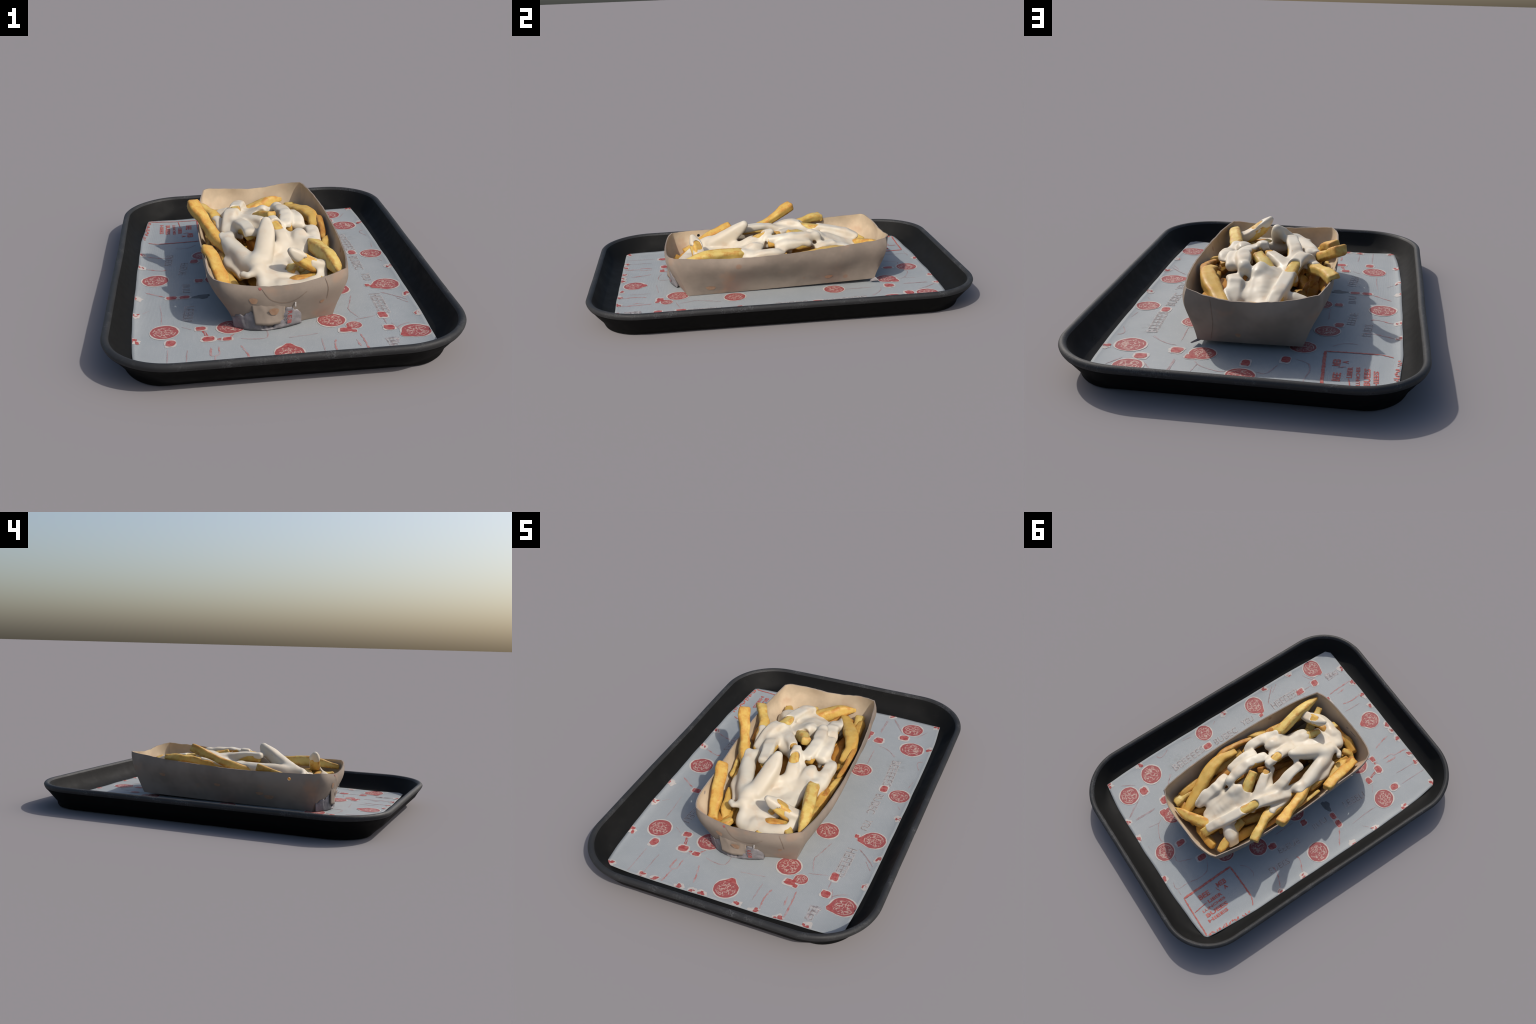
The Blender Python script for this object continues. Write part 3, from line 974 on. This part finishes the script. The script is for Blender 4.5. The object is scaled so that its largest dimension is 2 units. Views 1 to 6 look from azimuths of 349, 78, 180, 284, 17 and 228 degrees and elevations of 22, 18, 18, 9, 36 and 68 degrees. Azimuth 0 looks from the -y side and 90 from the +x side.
# key: spine, width, thickness, (start, end) taper, material
FRY = {
    "right_long": ([(.186, -.530, .214), (.177, -.376, .238), (.160, -.215, .228), (.150, -.130, .205)], .052, .05, (.55, .1), 0),
    "right_wedge": ([(.276, -.065, .200), (.238, -.150, .176), (.200, -.240, .140)], .052, .03, (.8, .8), 0),
    "right_short": ([(.218, -.160, .172), (.190, -.270, .142)], .042, .04, (.2, .2), 1),
    "right_broad": ([(.249, .060, .205), (.258, .170, .221), (.236, .275, .212), (.190, .400, .190), (.152, .505, .163)], .060, .05, (.25, .2), 0),
    "wall_brown": ([(.248, -.065, .200), (.278, .040, .206), (.287, .130, .216), (.265, .225, .180)], .046, .038, (.7, .2), 2),
    "corner_short": ([(.233, .520, .168), (.238, .440, .162), (.240, .360, .140)], .055, .05, (.35, .2), 0),
    "back_cross": ([(.200, .548, .203), (.130, .520, .196), (.070, .490, .183), (.000, .455, .165), (-.030, .430, .150)], .056, .058, (.75, .1), 1),
    "left_sauced": ([(-.014, .508, .176), (-.036, .430, .217), (-.075, .300, .245), (-.100, .205, .262), (-.133, .125, .277), (-.158, .050, .254), (-.172, .000, .232)], .052, .05, (.15, .3), 0),
    "back_left": ([(-.155, .505, .172), (-.120, .400, .180), (-.100, .300, .165)], .05, .045, (.3, .1), 0),
    "tall_left": ([(-.291, .178, .343), (-.276, .118, .314), (-.252, .050, .280), (-.228, -.030, .247), (-.190, -.120, .215), (-.160, -.200, .190)], .054, .044, (.12, .1), 1),
    "left_second": ([(-.258, .340, .272), (-.226, .270, .273), (-.196, .200, .261), (-.185, .110, .238), (-.170, .020, .212)], .054, .046, (.25, .1), 0),
    "left_under": ([(-.247, .330, .205), (-.240, .230, .196), (-.230, .130, .190)], .045, .045, (.3, .2), 2),
    "left_front": ([(-.289, -.178, .254), (-.276, -.260, .226), (-.262, -.350, .190), (-.250, -.445, .142)], .055, .042, (.1, .1), 1),
    "front_low": ([(-.222, -.250, .164), (-.218, -.327, .146), (-.198, -.420, .120)], .048, .04, (.2, .3), 0),
    "front_tuck": ([(-.160, -.440, .150), (-.190, -.460, .138), (-.215, -.450, .120)], .04, .035, (.4, .2), 1),
    "wall_left": ([(-.262, -.150, .165), (-.264, -.020, .186), (-.255, .090, .196)], .046, .042, (.3, .3), 0),
    "blade": ([(-.112, -.375, .212), (-.145, -.260, .222), (-.172, -.130, .232), (-.184, -.045, .240)], .052, .042, (.3, .4), 1),
    "blade_low": ([(-.172, -.330, .172), (-.200, -.240, .186), (-.215, -.120, .190)], .046, .036, (.3, .3), 1),
    "spike": ([(-.023, -.143, .333), (-.032, -.180, .304), (-.056, -.245, .258), (-.086, -.315, .215)], .060, .052, (.85, .0), 1),
    "finger": ([(-.094, -.143, .278), (-.100, -.060, .278), (-.107, .000, .268), (-.108, .080, .248), (-.100, .150, .222)], .052, .05, (.15, .1), 1),
    "mid_sauced": ([(.009, .016, .268), (-.030, .085, .256), (-.076, .160, .236), (-.100, .220, .208)], .046, .042, (.4, .1), 1),
    "mid_bare": ([(.052, .080, .276), (.030, .125, .262), (.000, .180, .236), (-.030, .240, .205)], .054, .05, (.05, .1), 0),
    "upper_sauced": ([(.085, -.038, .254), (.106, .050, .266), (.111, .130, .266), (.101, .226, .262)], .054, .05, (.05, .7), 1),
    "upper_twin": ([(.152, -.004, .242), (.163, .070, .250), (.164, .160, .244)], .040, .04, (.2, .4), 1),
    "mid_curl": ([(.029, -.008, .288), (.034, -.070, .270), (.042, -.140, .243), (.050, -.200, .210)], .045, .042, (.2, .1), 1),
    "front_spike": ([(.008, -.430, .304), (.045, -.421, .266), (.098, -.412, .226), (.152, -.405, .198)], .052, .048, (.85, .1), 1),
    "front_bit": ([(.013, -.402, .192), (.035, -.350, .188), (.061, -.290, .182), (.080, -.220, .178)], .045, .04, (.2, .1), 0),
    "front_bit_right": ([(.068, -.365, .176), (.088, -.300, .178), (.104, -.240, .176)], .04, .04, (.2, .1), 0),
    "right_mass": ([(.203, .022, .214), (.200, -.050, .222), (.188, -.120, .212), (.170, -.180, .192)], .05, .046, (.7, .1), 1),
    "right_peak": ([(.129, -.088, .250), (.120, -.140, .236), (.100, -.200, .205)], .046, .042, (.7, .0), 1),
    "back_sauced": ([(.142, .425, .162), (.136, .350, .196), (.140, .270, .214), (.155, .200, .208)], .052, .046, (.15, .3), 0),
    "front_right": ([(.130, -.510, .176), (.102, -.430, .170), (.060, -.360, .150)], .048, .042, (.2, .1), 0),
    "front_mid": ([(-.004, -.520, .152), (.000, -.440, .156), (.004, -.370, .150)], .048, .042, (.2, .1), 0),
    "pool_orange": ([(-.010, -.445, .166), (.050, -.436, .176), (.120, -.425, .165)], .045, .045, (.3, .1), 2),
    "sheet_a": ([(.060, .430, .152), (.045, .320, .196), (.036, .205, .248)], .055, .05, (.2, .2), 1),
    "sheet_b": ([(.000, .420, .160), (-.014, .310, .200), (-.024, .215, .222)], .055, .05, (.2, .2), 1),
    "drop_fry": ([(-.165, .415, .140), (-.110, .380, .160), (-.060, .330, .165)], .05, .04, (.2, .2), 1),
    "upper_low": ([(.200, .330, .140), (.190, .200, .150), (.195, .080, .150)], .05, .05, (.2, .2), 2),
    "valley": ([(-.020, -.120, .135), (-.040, .000, .150), (-.050, .100, .160)], .05, .05, (.2, .2), 2),
    "valley_two": ([(.040, .040, .170), (.066, .140, .185), (.080, .260, .180)], .05, .05, (.2, .2), 1),
}
BARE_FRIES = {"right_long", "right_wedge", "right_short", "right_broad", "wall_brown", "corner_short", "back_cross", "tall_left", "left_second", "left_under", "left_front", "front_low", "front_tuck", "wall_left",
              "front_bit_right", "front_right", "front_mid", "pool_orange", "upper_low"}
for i, (key, (pts, w, h, ends, m)) in enumerate(FRY.items()):
    fry(pts, w, h, ends, m, roll=.12 * math.sin(i * 2.1) if key in BARE_FRIES else 0, seed=i, lumps=.0062 if key in BARE_FRIES else .0022)
# browned pieces lying along the foot of each wall
for k in range(15):
    side = ("right", "left", "right", "left", "right", "left", "right", "left", "front", "front", "back", "back", "right", "left", "front")[k]
    lo, hi = (-.48, .50) if side in ("right", "left") else (-.20, .12) if side == "front" else (-.12, .24)
    L = .20 if side in ("right", "left") else .15
    mid = lo + (hi - lo) * ((.14, .14, .38, .38, .62, .62, .86, .86, .25, .75, .25, .75, .26, .5, .5)[k])
    pts = []
    for f in (-1, 0, 1):
        a = max(lo, min(hi, mid + f * L / 2))
        z = (.160, .150, .165, .155)[k % 4] + rng.uniform(-.008, .012) + (-.012 if side == "back" else -.045 if side == "front" else -.060 if side == "left" and mid < -.1 else -.020 if side == "left" else 0)
        lim, rz = wall_limit(side, a, z)
        sg = 1 if side in ("right", "back") else -1
        o = float(lim) - sg * (.034 + rng.uniform(0, .010))
        pts.append((o, a, z) if side in ("right", "left") else (a, o, z))
    fry(pts, rng.uniform(.044, .054), rng.uniform(.042, .052), (.25, .3), int(rng.integers(1, 3)), rng.uniform(0, .5), 100 + k, 20)
# the rest of the portion, lying deeper in the carton
for k in range(60):
    v = rng.uniform(-.40, .42)
    lvl = k % 3
    z = (.066, .094, .122)[lvl] + rng.uniform(-.008, .010)
    mx = -.035 + .075 * (v + .45) / .9
    half = .15 + .03 * lvl
    x = mx + rng.uniform(-half, half) * .95
    ang = math.pi / 2 - .12 + rng.normal(0, .35)
    L = rng.uniform(.16, .26)
    d = np.array([math.cos(ang), math.sin(ang), rng.uniform(-.1, .1)]) * L / 2
    c0 = np.array([x, v, z])
    p0, p1 = c0 - d, c0 + d
    for p in (p0, p1):
        p[1] = np.clip(p[1], -.46, .50)
        m = -.035 + .075 * (p[1] + .45) / .9
        p[0] = np.clip(p[0], m - half * .98, m + half * .98)
        p[2] = max(p[2], .062)
    fry([p0, (p0 + p1) / 2 + rng.normal(0, .006, 3), p1], rng.uniform(.042, .054), rng.uniform(.038, .048), (.25, .25), int(rng.integers(1, 3)), rng.uniform(0, .6), 200 + k, 16)

# ------------------------------------------------------------------ sauce (distance field -> surface)
H = .0040
LO = np.array([-.36, -.58, .10])
HI = np.array([.36, .58, .37])
DIM = np.ceil((HI - LO) / H).astype(int) + 1
AX = [LO[k] + H * np.arange(DIM[k]) for k in range(3)]


def smin(a, b, k):
    h = np.clip(.5 + .5 * (b - a) / k, 0, 1)
    return b + (a - b) * h - k * h * (1 - h)


def smax(a, b, k):
    return -smin(-a, -b, k)


def chain_into(field, pts, radii, k, zscale=1., samples=12):
    """Blend a chain of round cones into a field (only near the chain)."""
    c = catmull(pts, samples)
    rad = np.interp(np.linspace(0, 1, samples), np.linspace(0, 1, len(radii)), radii)
    pad = max(radii) + .05
    sl, ax = [], []
    for d in range(3):
        lo = max(0, int((c[:, d].min() - pad - LO[d]) / H))
        hi = min(DIM[d], int((c[:, d].max() + pad - LO[d]) / H) + 2)
        if hi <= lo:
            return
        sl.append(slice(lo, hi))
        ax.append(AX[d][lo:hi])
    X, Y, Z = ax[0][:, None, None], ax[1][None, :, None], ax[2][None, None, :]
    best = np.full((len(ax[0]), len(ax[1]), len(ax[2])), 9., np.float32)
    for a, b, ra, rb in zip(c[:-1], c[1:], rad[:-1], rad[1:]):
        ab = b - a
        t = ((X - a[0]) * ab[0] + (Y - a[1]) * ab[1] + (Z - a[2]) * ab[2]) / (ab @ ab + 1e-12)
        t = np.clip(t, 0, 1)
        d = np.sqrt((X - a[0] - t * ab[0]) ** 2 + (Y - a[1] - t * ab[1]) ** 2 + ((Z - a[2] - t * ab[2]) * zscale) ** 2) - (ra + (rb - ra) * t)
        np.minimum(best, d, out=best)
    s = tuple(sl)
    field[s] = smin(field[s], best, k)


def stick_into(field, pts, w, h, ends, k, samples=26):
    """Blend a square-sectioned stick into a field, so that the coat over it keeps flat sides and edges."""
    c = catmull(pts, samples)
    T = np.gradient(c, axis=0)
    T /= np.linalg.norm(T, axis=1)[:, None]
    pad = max(w, h) * .75 + .03
    sl, ax = [], []
    for d in range(3):
        lo = max(0, int((c[:, d].min() - pad - LO[d]) / H))
        hi = min(DIM[d], int((c[:, d].max() + pad - LO[d]) / H) + 2)
        sl.append(slice(lo, hi))
        ax.append(AX[d][lo:hi])
    X, Y, Z = ax[0][:, None, None], ax[1][None, :, None], ax[2][None, None, :]
    best = np.full((len(ax[0]), len(ax[1]), len(ax[2])), 9., np.float32)
    up = np.array([0, 0, 1.]) if abs(T[0][2]) < .85 else np.array([1., 0, 0])
    side = np.cross(T[0], up)
    for i in range(samples - 1):
        a, b = c[i], c[i + 1]
        t = (b - a) / np.linalg.norm(b - a)
        side = side - t * (side @ t)
        side /= np.linalg.norm(side)
        nb = np.cross(side, t)
        s = (i + .5) / (samples - 1)
        kk = (1 - ends[0] * (1 - min(1, s / .34)) ** 1.4 * .8) * (1 - ends[1] * (1 - min(1, (1 - s) / .34)) ** 1.4 * .8)
        rx, ry, rz, ro = X - (a[0] + b[0]) / 2, Y - (a[1] + b[1]) / 2, Z - (a[2] + b[2]) / 2, .008
        lx = np.abs(rx * side[0] + ry * side[1] + rz * side[2]) - w / 2 * kk + ro
        ly = np.abs(rx * nb[0] + ry * nb[1] + rz * nb[2]) - h / 2 * kk + ro
        lz = np.abs(rx * t[0] + ry * t[1] + rz * t[2]) - np.linalg.norm(b - a) / 2 - .006 + ro
        d = np.sqrt(np.maximum(lx, 0) ** 2 + np.maximum(ly, 0) ** 2 + np.maximum(lz, 0) ** 2) + np.minimum(np.maximum(np.maximum(lx, ly), lz), 0) - ro
        best = np.minimum(best, d)
    s = tuple(sl)
    field[s] = smin(field[s], best, k)


FULL = np.full(tuple(DIM), 1., np.float32)
coat, mask, pools = FULL.copy(), FULL.copy(), FULL.copy()
for key, (pts, w, h, ends, m) in FRY.items():
    stick_into(coat, pts, w, h, ends, .020)

# strokes of sauce: fry it lies on, from, to (fraction of its length), radius, lift above the spine
STROKES = [
    ("left_sauced", .10, .48, .036, .020), ("left_sauced", .62, .97, .036, .016), ("left_sauced", .40, .66, .022, .012), ("blade", .02, .96, .044, .020), ("blade_low", .0, .60, .030, .018), ("spike", .04, 1., .052, .010), ("finger", .01, 1., .036, .020), ("mid_sauced", .04, 1., .034, .016),
    ("mid_bare", .72, 1., .030, .018), ("upper_sauced", .05, .97, .036, .020), ("upper_twin", .05, .95, .030, .016), ("mid_curl", .0, .30, .026, .014), ("mid_curl", .52, 1., .034, .014),
    ("front_spike", .03, .36, .034, .012), ("front_spike", .62, .95, .034, .012), ("front_bit", .45, 1., .026, .018), ("front_bit_right", .30, .95, .024, .016), ("right_mass", .12, 1., .038, .018), ("right_peak", .02, 1., .038, .014),
    ("back_sauced", .06, .90, .036, .020), ("sheet_a", .06, 1., .040, .016), ("sheet_b", .05, 1., .040, .016), ("drop_fry", .0, .8, .036, .016), ("right_long", .86, 1., .034, .016),
    ("tall_left", .80, 1., .030, .018), ("left_second", .62, 1., .026, .018), ("valley_two", .4, 1., .026, .02)]
for key, a, b, r, lift in STROKES:
    c = catmull(FRY[key][0], 60)[int(a * 59):int(b * 59) + 1]
    c = c[np.linspace(0, len(c) - 1, 9).astype(int)] + np.array([0, 0, lift])
    chain_into(mask, c, [r * .85, r, r, r * .85], .02)
BARE = [("left_sauced", .50, .60, .026, .020), ("mid_bare", .0, .45, .034, .010), ("mid_curl", .30, .44, .020, .018), ("front_spike", .36, .50, .024, .004), ("upper_sauced", .0, .0, .022, -.012),
        ("pool_orange", .30, .75, .022, .026), ("mid_sauced", .0, .05, .018, .0), ("finger", .0, .04, .022, -.018), ("right_mass", .0, .04, .018, -.008), ("left_sauced", .0, .04, .024, .0)]
# webs between neighbouring fries and pools that cover them: spine, radii, flattening
POOLS = [
    ([(-.031, -.178, .308), (-.056, -.240, .268), (-.082, -.300, .232)], [.024, .033, .034], 1.),
    ([(-.070, -.405, .180), (-.015, -.392, .180), (.030, -.398, .182)], [.030, .030, .024], 1.2),
    ([(-.100, -.445, .158), (-.060, -.480, .150)], [.036, .032], 1.2),
    ([(-.124, -.375, .212), (-.160, -.290, .212), (-.182, -.200, .219), (-.190, -.110, .232)], [.020, .024, .023, .016], 1.),
    ([(-.118, -.340, .222), (-.160, -.220, .230), (-.185, -.110, .240)], [.028, .028, .020], 1.),
    ([(-.048, -.225, .222), (-.002, -.200, .222), (.040, -.170, .230)], [.026, .030, .026], 1.1),
    ([(.020, -.475, .158), (.085, -.468, .166), (.130, -.440, .178)], [.034, .034, .024], 1.1),
    ([(-.105, -.330, .206), (-.045, -.300, .190), (.010, -.255, .190), (.060, -.200, .200), (.100, -.215, .196)], [.028, .034, .034, .032, .026], 1.2),
    ([(-.070, -.370, .188), (-.020, -.330, .190), (.020, -.290, .190)], [.034, .036, .026], 1.3),
    ([(.070, -.150, .212), (.110, -.150, .216), (.160, -.150, .212), (.185, -.150, .202)], [.026, .032, .032, .022], 1.1),
    ([(.160, -.200, .186), (.150, -.180, .200)], [.028, .030], 1.1),
    ([(-.085, -.450, .150), (-.030, -.455, .158), (.020, -.475, .150), (.070, -.480, .150)], [.036, .046, .040, .026], 1.15),
    ([(-.085, -.420, .165), (-.070, -.385, .176)], [.034, .030], 1.2),
    ([(.088, -.440, .165), (.130, -.425, .180)], [.028, .024], 1.1),
    ([(-.110, -.425, .180), (-.105, -.395, .205)], [.022, .020], 1.),
    ([(-.176, -.384, .206), (-.165, -.400, .204)], [.016, .015], 1.),
    ([(-.120, -.388, .214), (-.145, -.398, .208)], [.013, .010], 1.),
    ([(.020, .400, .182), (.015, .310, .216), (.010, .220, .246)], [.034, .038, .034], 1.4),
    ([(.040, .240, .252), (.036, .200, .270)], [.022, .020], 1.),
    ([(-.045, .390, .196), (-.036, .300, .218)], [.028, .028], 1.3),
    ([(.096, .370, .184), (.080, .290, .208)], [.028, .026], 1.3),
    ([(.120, .290, .226), (.150, .292, .236)], [.018, .011], 1.),
    ([(-.105, .400, .200), (-.140, .412, .184), (-.162, .418, .166)], [.034, .036, .026], 1.1),
    ([(-.128, .120, .268), (-.060, .060, .240), (.000, .010, .250)], [.018, .024, .018], 1.1),
    ([(-.090, .170, .240), (-.050, .180, .226)], [.026, .026], 1.),
    ([(.010, -.020, .240), (-.020, .030, .228), (-.060, .060, .226)], [.018, .022, .020], 1.),
    ([(.060, -.060, .236), (.085, -.100, .234)], [.022, .024], 1.),
    ([(-.150, -.010, .234), (-.172, -.060, .240)], [.022, .024], 1.),
    ([(.130, .060, .250), (.140, .120, .250)], [.020, .020], 1.),
    ([(-.080, -.310, .226), (-.110, -.320, .226)], [.030, .030], 1.)]
# thin sagging webs strung between neighbouring strokes
anchors = []
for si, (key, a, b, r, lift) in enumerate(STROKES):
    c = catmull(FRY[key][0], 40)[int(a * 39):int(b * 39) + 1]
    for p in c[::4]:
        anchors.append((si, p + np.array([0, 0, lift * .4])))
wr = random.Random(41)
made = 0
for _ in range(4000):
    (i, p), (j, q) = wr.choice(anchors), wr.choice(anchors)
    d = math.hypot(p[0] - q[0], p[1] - q[1])
    if i == j or not .045 < d < .085 or abs(p[2] - q[2]) > .055:
        continue
    m = (p + q) / 2 - np.array([0, 0, .010 + .2 * d])
    r = wr.uniform(.006, .012)
    chain_into(pools, [p, m, q], [r * 1.5, r, r * 1.5], .020, 1., 7)
    made += 1
    if made == 46:
        break
# and drips hanging off the strokes
for _ in range(34):
    i, p = wr.choice(anchors)
    q = p + np.array([wr.uniform(-.03, .03), wr.uniform(-.03, .03), -wr.uniform(.025, .05)])
    r = wr.uniform(.007, .012)
    chain_into(pools, [p, (p + q) / 2 + np.array([(q - p)[0] * .3, (q - p)[1] * .3, .006]), q], [r * 1.5, r, r * 1.1], .016, 1., 6)
for pts, radii, zs in POOLS:
    chain_into(pools, pts, radii, .022, zs, 8)
gx, gy, gz = AX[0][:, None, None], AX[1][None, :, None], AX[2][None, None, :]
ripple = (.0030 * np.sin(gx * 31 + 1.7 * np.sin(gy * 23)) * np.sin(gy * 29 + gz * 37) + .0026 * np.sin(gx * 53 - gy * 37 + gz * 41)).astype(np.float32)
sauce = smax(coat - .0052, mask + ripple * 1.7, .009)
sauce = smin(sauce, pools + ripple * .6, .022)
# places where the potato shows through
bare = FULL.copy()
for key, a, b, r, lift in BARE:
    c = catmull(FRY[key][0], 60)[int(a * 59):int(b * 59) + 1]
    c = c[np.linspace(0, len(c) - 1, 5).astype(int)] + np.array([0, 0, lift])
    chain_into(bare, c, [r, r, r], .01, 1., 6)
sauce = smax(sauce, -(bare + ripple), .008)
yy, zz = np.meshgrid(AX[1], AX[2], indexing="ij")
for side, sg in (("right", 1), ("left", -1)):
    lim, rz = wall_limit(side, yy, zz)
    lim = lim - sg * .011 + sg * np.maximum(0, zz - rz) * 20
    sauce = np.maximum(sauce, sg * (gx - lim[None]).astype(np.float32))
xx, zz = np.meshgrid(AX[0], AX[2], indexing="ij")
for side, sg in (("back", 1), ("front", -1)):
    lim, rz = wall_limit(side, xx, zz)
    lim = lim - sg * .011 + sg * np.maximum(0, zz - rz) * 20
    sauce = np.maximum(sauce, sg * (gy - lim[:, None, :]).astype(np.float32))
sauce[:, :, 0] = .05
sauce[:, :, -1] = .05


def surface_nets(f):
    """Vertices at the mean edge crossing of every cell the surface passes through; one quad per crossed grid edge."""
    s = f < 0
    n = [d - 1 for d in f.shape]
    corner = [(i, j, k) for i in (0, 1) for j in (0, 1) for k in (0, 1)]
    inside = sum(s[i:i + n[0], j:j + n[1], k:k + n[2]].astype(np.int8) for i, j, k in corner)
    cells = np.argwhere((inside > 0) & (inside < 8))
    acc = np.zeros((len(cells), 3))
    cnt = np.zeros(len(cells))
    for a in range(8):
        for b in range(a + 1, 8):
            if sum(abs(p - q) for p, q in zip(corner[a], corner[b])) != 1:
                continue
            ca, cb = cells + corner[a], cells + corner[b]
            fa, fb = f[tuple(ca.T)], f[tuple(cb.T)]
            hit = (fa < 0) != (fb < 0)
            t = fa[hit] / (fa[hit] - fb[hit])
            acc[hit] += ca[hit] + (cb[hit] - ca[hit]) * t[:, None]
            cnt[hit] += 1
    v = LO + H * acc / cnt[:, None]
    idx = -np.ones(n, np.int64)
    idx[tuple(cells.T)] = np.arange(len(cells))
    quads = []
    for ax in range(3):
        e = np.zeros(3, int)
        e[ax] = 1
        o1, o2 = [np.eye(3, dtype=int)[k] for k in range(3) if k != ax]
        lo = s[tuple(slice(0, f.shape[d] - e[d]) for d in range(3))]
        hi = s[tuple(slice(e[d], f.shape[d]) for d in range(3))]
        for cross, flip in ((lo & ~hi, ax == 1), (~lo & hi, ax != 1)):
            p = np.argwhere(cross)
            p = p[(p[:, (o1 + o2).astype(bool)] > 0).all(1)]
            p = p[(p < np.array(n)).all(1)]
            q = np.stack([idx[tuple((p - o).T)] for o in (0 * o1, o1, o1 + o2, o2)], 1)
            q = q[(q >= 0).all(1)]
            quads.append(q[:, ::-1] if flip else q)
    return v, np.vstack(quads)


sv, sq = surface_nets(sauce)
sauce_ob = mesh_object("sauce", [tuple(p) for p in sv], sq, M_SAUCE)
bm = bmesh.new()
bm.from_mesh(sauce_ob.data)
# drop crumbs of sauce that float free of the main mass
bm.verts.ensure_lookup_table()
seen, keep_faces = set(), []
for v0 in bm.verts:
    if v0.index in seen:
        continue
    stack, comp = [v0], []
    seen.add(v0.index)
    while stack:
        v = stack.pop()
        comp.append(v)
        for e in v.link_edges:
            o = e.other_vert(v)
            if o.index not in seen:
                seen.add(o.index)
                stack.append(o)
    if len(comp) < 160:
        keep_faces += comp
bmesh.ops.delete(bm, geom=keep_faces, context="VERTS")
for _ in range(4):
    bmesh.ops.smooth_vert(bm, verts=bm.verts, factor=.5, use_axis_x=True, use_axis_y=True, use_axis_z=True)
bmesh.ops.recalc_face_normals(bm, faces=bm.faces)
bm.to_mesh(sauce_ob.data)
bm.free()
sauce_ob.data.polygons.foreach_set("use_smooth", [True] * len(sauce_ob.data.polygons))
sauce_ob.parent = fries_root
sauce_ob.matrix_parent_inverse = Matrix.Translation(-Vector(fries_root.location))
